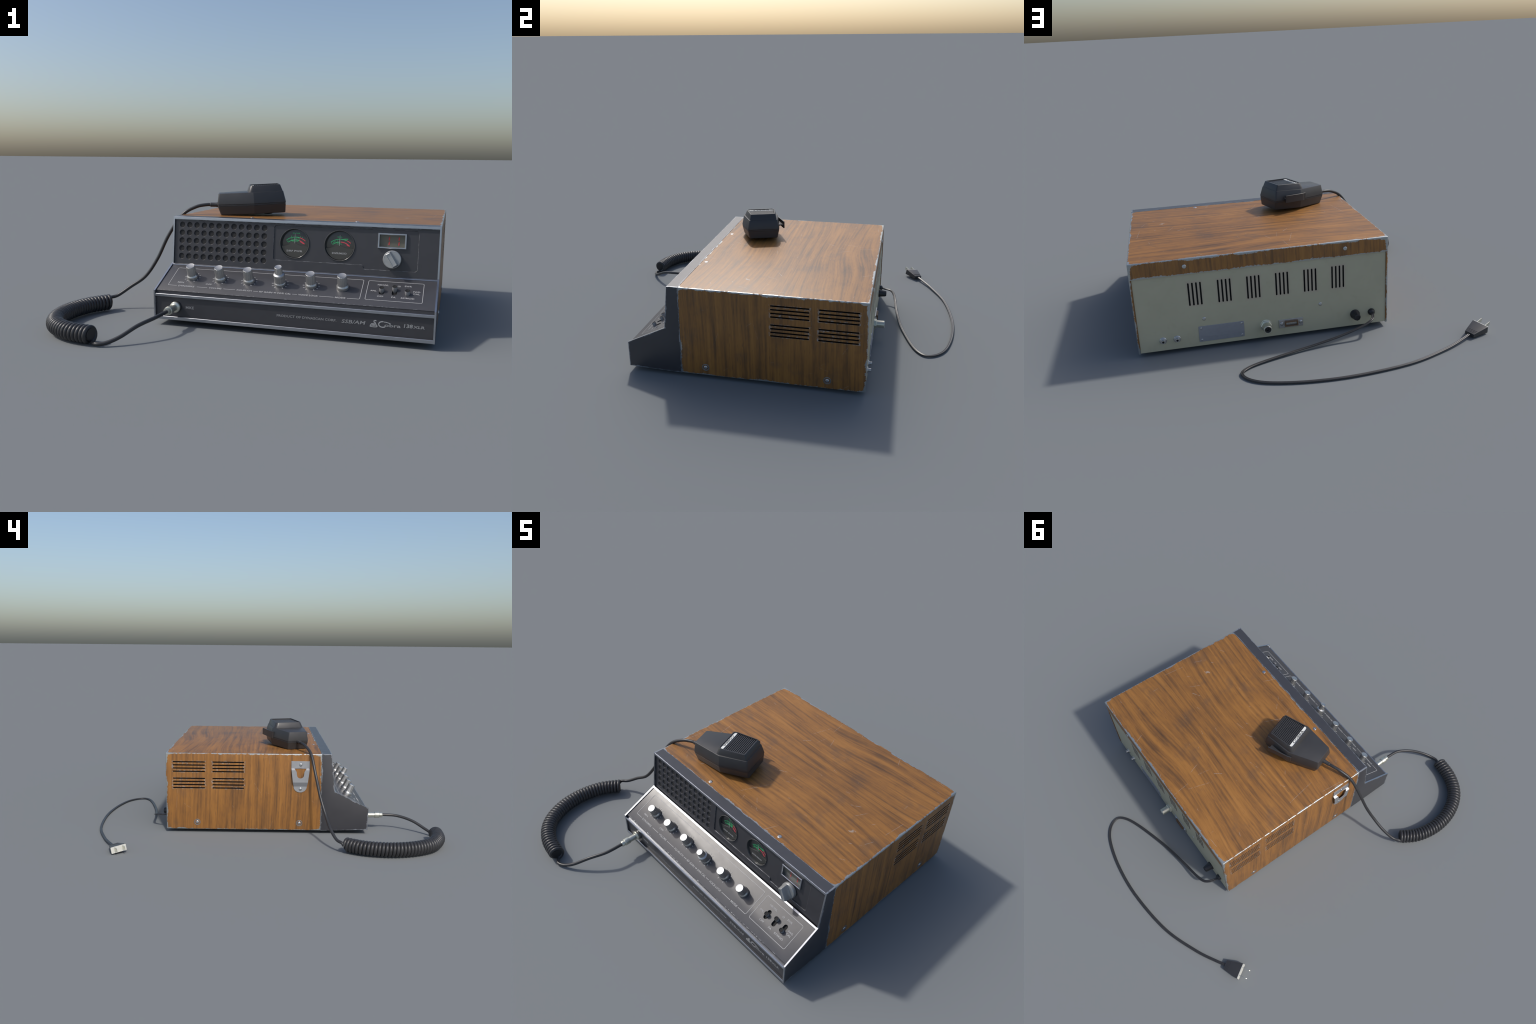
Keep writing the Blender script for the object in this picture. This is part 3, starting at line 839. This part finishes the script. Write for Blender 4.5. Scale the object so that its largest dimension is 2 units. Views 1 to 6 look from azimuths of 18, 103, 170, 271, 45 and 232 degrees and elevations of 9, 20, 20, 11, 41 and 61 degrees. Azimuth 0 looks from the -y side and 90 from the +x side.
# sloping control panel
slots = []
SLOTS = ((.6068, .1010), (.6590, .1015), (.7108, .1005))
cp = mesh("control_panel", xf(box((XA, .0110, -.005), (XB, L1 - .0100, 0)), MS), M_SLOPE, fascia)
bevel_edges(cp, .0012, 2, lambda e: all((MS.inverted() @ v.co).y < .013 and (MS.inverted() @ v.co).z > -.001 for v in e.verts))
for x, s in SLOTS: slots.append(xf(prism(stadium(x, sv(s), .0465, .0210, 6, True), -.02, .02), MS))
boolean(cp, slots); smooth(cp.data)
mesh("toggle_well", xf(box((.585, sv(.13), -.0130), (.735, sv(.07), -.0080)), MS), M_BLACK, fascia)
mesh("panel_apron", xf(box((XA, L2 - .0200, -.016), (XB, L2 - .0030, -.0030)), ML), M_PANEL, fascia)
# worn paint along the front edge of the control panel
chips = []
x = XA + .01
while x < XB - .02:
    w = random.uniform(.004, .022)
    if random.random() < .55:
        h = random.uniform(.0008, .0030); n = 5
        top = [(x + w * i / n, .0125 + h * random.uniform(.3, 1)) for i in range(1, n)]
        chips.append(prism([(x, .0123), (x + w, .0123)] + top[::-1], -.0002, .0003))
    x += w + random.uniform(.002, .015)
ch = mesh("paint_chips", merge(*chips), plain("bared_metal", (.25, .26, .27), .5, .2, .3, 90), cp, MS); ch["kind"] = "stuff"

# printed outlines
def outline(x0, x1, s0, s1, r=.006):
    return rounded(rect(x0, x1, sp(s1), sp(s0)), r, 4)
LN = .0021
box2 = ribbon(outline(.5462, .7730, .0290, .1583), LN, closed=True)
p1 = outline(-.3340, .5250, .0270, .1605)
segs = [box2]
# first box: left, top and right run unbroken; the lower line breaks round each legend
def corner(cx, cy, a0, a1): return arc(cx, cy, .006, a0, a1, 4)
yl, yt = sp(.1605), sp(.0275); xl, xr = -.3340, .5250
segs.append(ribbon([(-.2915, yl)] + [(xl + .006, yl)] + corner(xl + .006, yl + .006, -90, -180)[1:] + corner(xl + .006, yt - .006, 180, 90) +
                   corner(xr - .006, yt - .006, 90, 0) + corner(xr - .006, yl + .006, 0, -90) + [(.4735, yl)], LN))
for a, b in ((-.1940, -.1455), (-.0690, -.0150), (.0680, .0900), (.2415, .2620), (.3575, .4180)):
    segs.append(ribbon([(a, yl), (b, yl)], LN))
mesh("printed_outline", merge(*segs), M_PRINT, cp, MS)
H = .0098
lettering("panel_legend", [
    ("MIN", -.2960, -.2665, sp(.1355), .0092), ("DYNAMIKE", -.2830, -.2070, yl, H), ("OFF", -.1610, -.1315, sp(.1355), .0092),
    ("VOLUME", -.1365, -.0775, yl, H), ("SQUELCH", -.0080, .0615, yl, H), ("RF GAIN", .0955, .1535, yl, H),
    ("SWR CAL", .1755, .2360, yl, H), ("VOICE LOCK", .2675, .3520, yl, H), ("MODE", .4235, .4670, yl, H),
    ("ANL", .5605, .5865, sp(.0965), .0090), ("NB/ANL", .5860, .6310, sp(.0535), .0090), ("OFF", .5920, .6175, sp(.1315), .0090),
    ("CB", .6680, .6800, sp(.0560), .0090), ("PA", .6495, .6670, sp(.1320), .0090), ("SWR", .6960, .7250, sp(.0525), .0090),
    ("FWD", .7330, .7610, sp(.0870), .0088), ("CAL", .7330, .7610, sp(.1010), .0088), ("RF/MOD", .6880, .7410, sp(.1330), .0092)], M_PRINT, cp, MS)
arrow = prism([(.1590, yl), (.1640, yl + .0042), (.1640, yl + .0012), (.1680, yl + .0012), (.1680, yl + .0042), (.1715, yl), (.1680, yl - .0042), (.1680, yl - .0012), (.1640, yl - .0012), (.1640, yl - .0042)], .0003, .0008)
mesh("printed_arrow", arrow, M_PRINT, cp, MS)

# rotary knobs
def flute(n, depth, ks):
    def f(t, k):
        if k not in ks: return 1.0
        c = math.cos(n * t)
        return 1 - depth * min(1.0, max(0.0, (c - .55) / .35))
    return f
KN = 140
knob_prof = [(.0262, .0), (.0262, .0165), (.0254, .0190), (.0222, .0225), (.0214, .0236), (.0212, .0250), (.0200, .0660), (.0196, .0690), (.0182, .0702), (.0168, .0698), (.0010, .0698)]
_k = mesh("k", lathe(knob_prof, KN, flute(14, .05, (5, 6, 7))), M_ALU, None, None, 32); KNOB = _k.data; KNOB.name = "knob"; bpy.data.objects.remove(_k)
dual_prof = [(.0268, .0), (.0268, .0145), (.0262, .0165), (.0242, .0185), (.0240, .0200), (.0236, .0480), (.0250, .0495), (.0252, .0560), (.0240, .0590), (.0176, .0625), (.0170, .0640), (.0163, .0925), (.0159, .0945), (.0146, .0956), (.0134, .0952), (.0010, .0952)]
_k = mesh("k", lathe(dual_prof, KN, flute(14, .05, (4, 5, 10, 11, 12))), M_ALU, None, None, 32); DUAL = _k.data; DUAL.name = "dual_knob"; bpy.data.objects.remove(_k)
tick = []
for i in range(12):
    a = math.radians(-90 + 30 * i)
    if i == 0: continue
    tick.append(ribbon([(.0295 * math.cos(a), .0295 * math.sin(a)), (.0372 * math.cos(a), .0372 * math.sin(a))], .0029, .0003, .0008))
_t = mesh("t", merge(*tick), M_PRINT, None); TICK = _t.data; TICK.name = "tick_marks"; bpy.data.objects.remove(_t)
for i, x in enumerate((-.2392, -.1045, .0300, .1720, .3094, .4444)):
    s = .0993 if i != 3 else .1012
    M = MS @ Matrix.Translation((x, sv(s), -.0055)); MTK = MS @ Matrix.Translation((x, sv(s), 0))
    k = link("control_knob", DUAL if i == 3 else KNOB, fascia); k.matrix_world = M @ Matrix.Rotation(.37 * i, 4, "Z")
    if i < 5:
        t = link("tick_marks", TICK, cp); t.matrix_world = MTK
# toggle levers
lev = lathe([(.0060, -.010), (.0092, -.001), (.0092, .0), (.0100, .0030), (.0104, .0215), (.0100, .0232), (.0090, .0240), (.0078, .0240), (.0066, .0228), (.0010, .0222)], 28)
_l = mesh("l", lev, M_DARKMETAL, None); LEV = _l.data; LEV.name = "toggle_lever"; bpy.data.objects.remove(_l)
LEV.materials.append(M_BLACK)
for p in LEV.polygons:
    if p.normal.z > .5 and p.center.z > .0205: p.material_index = 1
LEV.materials[0] = plain("lever_metal", (.36, .36, .365), .42, .3, .12, 80)
for x, s in ((.6072, .1015), (.6588, .0885), (.7112, .1112)):
    o = link("toggle_lever", LEV, fascia); o.matrix_world = MS @ Matrix.Translation((x, sv(s), -.0050))

# lower plinth panel
mesh("plinth_panel", xf(box((XA, .010, -.005), (XB, L2 - .0200, 0)), ML), M_PANEL, fascia)
pl = fascia
zl = lz(.0850)
lettering("maker_legend", [
    ("MIKE", -.2310, -.1930, lz(.0850), .0115), ("PRODUCT OF DYNASCAN CORP.", .1855, .4390, zl, .0100),
    ("SSB/AM", .4615, .5560, zl, .0150, .25), ("obra", .6330, .6970, lz(.0830), .0135, .0, .02),
    ("138", .7100, .7440, lz(.0865), .0155, .1, .03), ("XLR", .7455, .7905, lz(.0850), .0110, .1, .025)], M_PRINTDIM, fascia, ML)
# emblem: big swept C and a coiled cobra
cz = lz(.0850)
cpath = [(.6350 + .0 , cz + .0105)] + [(.6260 + .0155 * math.cos(math.radians(a)), cz + .0115 * math.sin(math.radians(a))) for a in range(60, 325, 14)]
em = [ribbon(cpath, .0042), ribbon([(.628, cz + .0108), (.640, cz + .0100), (.652, cz + .0070), (.658, cz + .0040)], .0030)]
for k, (w, y) in enumerate(((.0150, -.0105), (.0135, -.0060), (.0105, -.0020))):
    em.append(ribbon([(.5905 + w * math.cos(t) , cz + y + .0028 * math.sin(t)) for t in [2 * pi * i / 20 for i in range(20)]], .0026, closed=True))
em.append(ribbon([(.5945, cz - .002), (.5985, cz + .001), (.5965, cz + .0045), (.5915, cz + .0075), (.5910, cz + .0115), (.5955, cz + .0140), (.6010, cz + .0125)], .0042))
mesh("snake_emblem", merge(*em), M_PRINT, fascia, ML)

# microphone socket and connector
ax = Vector((-.2757, 0, .0865)); d = Vector((.03, -1, .012)).normalized()
p0 = Vector((-.2770, -.5850, .0853))
so = turned("microphone_socket", p0, d, [(.0255, 0), (.0255, .0060), (.0235, .0095), (.0200, .0100), (.0190, .0120)], M_DARKMETAL, fascia, 32)
con = turned("cord_connector", p0 + d * .009, d, [(.0220, 0), (.0240, .0030), (.0243, .0110), (.0220, .0145), (.0175, .0160), (.0152, .0180), (.0150, .0560), (.0176, .0570), (.0183, .0590), (.0183, .0830), (.0168, .0850), (.0125, .0852), (.0125, .0870), (.0148, .0880), (.0148, .1010), (.0138, .1030), (.0085, .1030)], M_NICKEL, fascia, 32)

# ------------------------------------------------------------------ cords
cordset = empty("microphone_cord", RADIO)
RC = .0083
ring8 = circle(RC, 12)
AX = [(x - .0030 * (1 if x < -.6 else .3), y - (.0008 if y < -.8 else 0), z) for x, y, z in [(-.698, -.424, .0392), (-.757, -.529, .0392), (-.7770, -.660, .0392), (-.7520, -.785, .0392), (-.6860, -.886, .0392), (-.5860, -.9440, .0392), (-.4640, -.9625, .0392)]]
axis, LEN = resample(catmull(AX, .004), 800)
TURNS = 41.0; PER = 22; RS = .0096; RH = .0294
def coil():
    pts = []; n = int(TURNS * PER)
    ph0 = 0.0           # starts on the outer flank
    for i in range(n + 1):
        u = .010 / LEN + (1 - .020 / LEN) * i / n
        k = u * 800; j = min(799, int(k)); c = axis[j].lerp(axis[j + 1], k - j)
        t = (axis[min(800, j + 2)] - axis[max(0, j - 2)]).normalized(); s = Vector((t.y, -t.x, 0)).normalized()
        a = ph0 + TURNS * 2 * pi * i / n - .5 * pi * i / n
        pts.append(c + s * (RH * -math.cos(a + pi)) + Vector((0, 0, 1)) * (RH * math.sin(a)))
    return pts
cp_ = coil()
mesh("coiled_cord", tube(cp_, circle(RS, 10)), M_RUBBER, cordset, None, 60)
core = [axis[i] for i in range(8, 793, 16)]
mesh("coil_core", tube(core, circle(RH * .93, 12)), M_PLASTIC, cordset, None, 60)
e0, e1 = cp_[0], cp_[-1]
lead1 = [(-.2535, -.2005, .5110), (-.2850, -.2115, .5112), (-.3341, -.2336, .4996), (-.3923, -.2612, .4602), (-.4563, -.2826, .3609), (-.5051, -.3079, .2469), (-.559, -.3343, .1597), (-.6316, -.3539, .1051), (-.690, -.382, .062), tuple(e0 + Vector((.008, .010, .014))), tuple(e0)]
mesh("straight_lead", tube(catmull(lead1, .008), ring8), M_RUBBER, cordset, None, 60)
lead2 = [tuple(con_p) for con_p in (p0 + d * .100, p0 + d * .125)] + [(-.2803, -.7852, .0831), (-.3196, -.8641, .0651), (-.3656, -.9294, .0312), (-.4080, -.965, .0125), (-.4430, -.9790, .0085), tuple(e1 * .55 + Vector((-.447, -.9790, .0085)) * .45), tuple(e1)]
mesh("straight_lead", tube(catmull(lead2, .008), ring8), M_RUBBER, cordset, None, 60)

# mains lead: flat twin flex
power = empty("power_cord", RADIO)
CP = [(-.3005, .5760, .0815), (-.2960, .6000, .0780), (-.2840, .6280, .0780), (-.2600, .6480, .0700), (-.2050, .6610, .0530), (-.1014, .6738, .0290), (.0100, .6930, .0150), (.1075, .7144, .0090), (.2638, .7613, .0050), (.3500, .8000, .0042), (.3860, .8450, .0040), (.3560, .9050, .0040), (.2706, .9515, .0040), (.1037, .9855, .0040), (-.0987, .9915, .0040), (-.3494, .9581, .0045), (-.5432, .8870, .0070), (-.6600, .8260, .0130), (-.7120, .7930, .0170)]
rs = .0039; ox = .0037
sec = [(ox + rs * math.cos(a), rs * math.sin(a)) for a in [math.radians(x) for x in range(-140, 141, 28)]] + \
      [(-ox + rs * math.cos(a), rs * math.sin(a)) for a in [math.radians(x) for x in range(40, 321, 28)]]
mesh("twin_flex", tube(catmull(CP, .01), sec, True), M_RUBBER, power, None, 50)

# mains plug in its own tilted frame
fN, fP = Vector((-.7581, .7220, .0467)), Vector((-.8007, .7936, .0359))
fB = Vector((-.8027, .7873, .0021))
wv = (fP - fN).normalized(); hv = (fP - fB); hv = (hv - wv * hv.dot(wv)).normalized(); fv = wv.cross(hv)
if fv.x > 0: fv = -fv
MP = frame((fN + fP) / 2, wv, hv, fv)        # local: x width, y up, z forward; origin at top of face
bk = [Vector((-.6889, .7801, .0292)), Vector((-.7155, .8199, .0202)), Vector((-.7121, .8239, .0040))]
bl = [MP.inverted() @ q for q in bk]
zb = (bl[0].z + bl[1].z) / 2; yb = (bl[0].y + bl[1].y) / 2
def prect(w, y1, y0, z, r=.003): return [(x, y, z) for x, y in rounded(rect(-w, w, y0, y1), r, 3)]
plug = mesh("mains_plug", loft([prect(.0240, yb, yb - .0190, zb), prect(.0255, yb + .0010, yb - .0205, zb + .006), prect(.0405, 0, -.0345, -.006), prect(.0415, 0, -.0350, 0)]), M_MIC, power, MP, 25)
mesh("plug_face", loft([prect(.0405, -.001, -.0340, 0), prect(.0405, -.001, -.0340, .0040)]), M_WHITE, plug, MP, 25)
rib = []
for i in range(3):
    z = zb + .012 + i * .0075; t = (z - zb) / (-zb); y = yb * (1 - t)
    rib.append(box((-.0200 - .002 * i, y - .002, z - .0014), (.0200 + .002 * i, y + .0016, z + .0014)))
mesh("plug_ridges", merge(*rib), M_MIC, plug, MP)
for x in (-.0212, .0212):
    bl_ = loft([[(x - .0011, -.0240, .002), (x + .0011, -.0240, .002), (x + .0011, -.0035, .002), (x - .0011, -.0035, .002)],
                [(x - .0011, -.0240, .042), (x + .0011, -.0240, .042), (x + .0011, -.0035, .044), (x - .0011, -.0035, .044)],
                [(x - .0009, -.0215, .048), (x + .0009, -.0215, .048), (x + .0009, -.0060, .049), (x - .0009, -.0060, .049)]])
    mesh("plug_blade", bl_, M_NICKEL, plug, MP, 20)

# ------------------------------------------------------------------ hand microphone
mic = empty("hand_microphone", RADIO)
ts, hd = Vector((-.2320, -.1930, .5144)), Vector((.0767, -.0849, .5333))
xa = (hd - ts).normalized(); ya = Vector((0, 0, 1)).cross(xa).normalized(); za = xa.cross(ya)
MM = frame(ts, xa, ya, za)
def outl(xt, wt, xs, ws, xh, wh, r=(.010, .014, .010)):
    """Coffin outline: tail, shoulder, head (x position, half width)."""
    P = [(xt, -wt), (xs, -ws), (xh, -wh), (xh, wh), (xs, ws), (xt, wt)]
    return rounded(P, [r[0], r[1], r[2], r[2], r[1], r[0]], 4)
def ringz(o, z): return [(x, y, z) for x, y in o]
o_bot = outl(.0130, .0575, .1752, .0990, .3250, .0790)
o_sml = outl(.0010, .0622, .1760, .1085, .3275, .0872)
o_smh = outl(.0000, .0626, .1760, .1095, .3285, .0880)
o_top = outl(.0075, .0560, .1744, .0990, .3190, .0790)
mesh("lower_shell", loft([ringz(inset(o_bot, .003), -.0500), ringz(o_bot, -.0475), ringz(o_sml, -.0080), ringz(inset(o_sml, .0012), -.0076), ringz(inset(o_sml, .0012), -.0068), ringz(o_sml, -.0062), ringz(o_sml, -.0012), ringz(inset(o_sml, .0016), -.0008), ringz(inset(o_sml, .0016), .0000)]), M_MIC, mic, MM, 28)
mesh("upper_shell", loft([ringz(inset(o_sml, .001), -.0005), ringz(o_smh, .0006), ringz(o_smh, .0040), ringz(o_top, .0508), ringz(inset(o_top, .0010), .0526), ringz(inset(o_top, .0028), .0533)]), M_MIC, mic, MM, 28)
# grille housing
def quad(xt, wt, xh, wh, rt, rh): return rounded([(xt, -wt), (xh, -wh), (xh, wh), (xt, wt)], [rt, rh, rh, rt], 5)
g0 = quad(.1480, .0945, .3165, .0765, .020, .008); g1 = quad(.1590, .0815, .3055, .0700, .017, .006)
g2 = inset(g1, .0018); g3 = inset(g1, .0050); g4 = inset(g1, .0056)
gh = mesh("grille_housing", loft([ringz(g0, .0510), ringz(inset(g0, .001), .0545), ringz(g1, .0825), ringz(g2, .0842), ringz(g3, .0842), ringz(g4, .0740)]), M_MIC, mic, MM, 28)
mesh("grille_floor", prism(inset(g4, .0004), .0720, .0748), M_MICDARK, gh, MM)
NB_ = 12
bars = []
xs0, xs1 = .1905, .2960
def hw(x): return .0815 + (x - .159) * (.0700 - .0815) / .1465 - .0062
for i in range(NB_):
    x = xs0 + (xs1 - xs0) * i / (NB_ - 1); w = hw(x)
    rr = [[(x - .0034, s * w, .0740), (x - .0026, s * w, .0792), (x + .0026, s * w, .0792), (x + .0034, s * w, .0740)] for s in (-1, 1)]
    bars.append(loft(rr))
_b = None
for vf in bars: mesh("grille_bar", vf, M_MIC, gh, MM, 40)
npz = rounded([(.1660, -.0745), (.1820, -.0735), (.1820, .0735), (.1660, .0745)], [.008, .001, .001, .008], 3)
npl = mesh("name_strip", prism(npz, .0740, .0795, .0004), M_STRIP, gh, MM)
# lettering reads across the strip: baseline towards the tail
MT = MM @ Matrix.Translation((.1740, 0, .0795)) @ Matrix.Rotation(-pi / 2, 4, "Z")
lettering("name_lettering", [("COBRA", -.0480, .0480, 0, .0118, 0, .016)], M_INK, npl, MT, .0004, .0001)
# push-to-talk paddle with web
def slabz(poly, z0, z1): return prism(poly, z0, z1, .0008)
pad = rounded([(.1475, .1010), (.1530, .1000), (.1680, .1050), (.2825, .1190), (.2830, .1250), (.1660, .1115), (.1520, .1065), (.1475, .1070)], .0012, 2)
ptt = mesh("talk_switch", slabz(pad, -.0065, .0325), M_MIC, mic, MM, 30)
mesh("switch_web", slabz([(.1620, .1090), (.1700, .1020), (.2780, .0880), (.2780, .1215)], .0080, .0150), M_MIC, ptt, MM, 30)
# hang-up stud underneath
turned("hanger_stud", MM @ Vector((.2450, 0, -.0495)), -za, [(.0090, 0), (.0090, .0040), (.0200, .0050), (.0215, .0075), (.0190, .0100), (.0080, .0112)], M_PLASTIC, mic, 24)
# strain relief
turned("strain_relief", (-.2270, -.1915, .5112), (-.947, -.320, .003), [(.0125, 0), (.0120, .0100), (.0108, .0130), (.0104, .0400), (.0084, .0425)], M_MIC, mic, 20)

# tidy the hierarchy to thing > part > sub-part (every parent sits at the origin, so nothing moves)
for asm in (fascia, rear):
    for o in list(asm.children):
        if len(o.children): o.parent = RADIO
for asm in (mic, power):
    for o in list(asm.children_recursive): o.parent = asm
for o in list(RADIO.children_recursive):
    d = 0; q = o
    while q.parent: q = q.parent; d += 1
    if d > 2: o.parent = o.parent.parent
# instances already carry world matrices
bpy.context.view_layer.update()
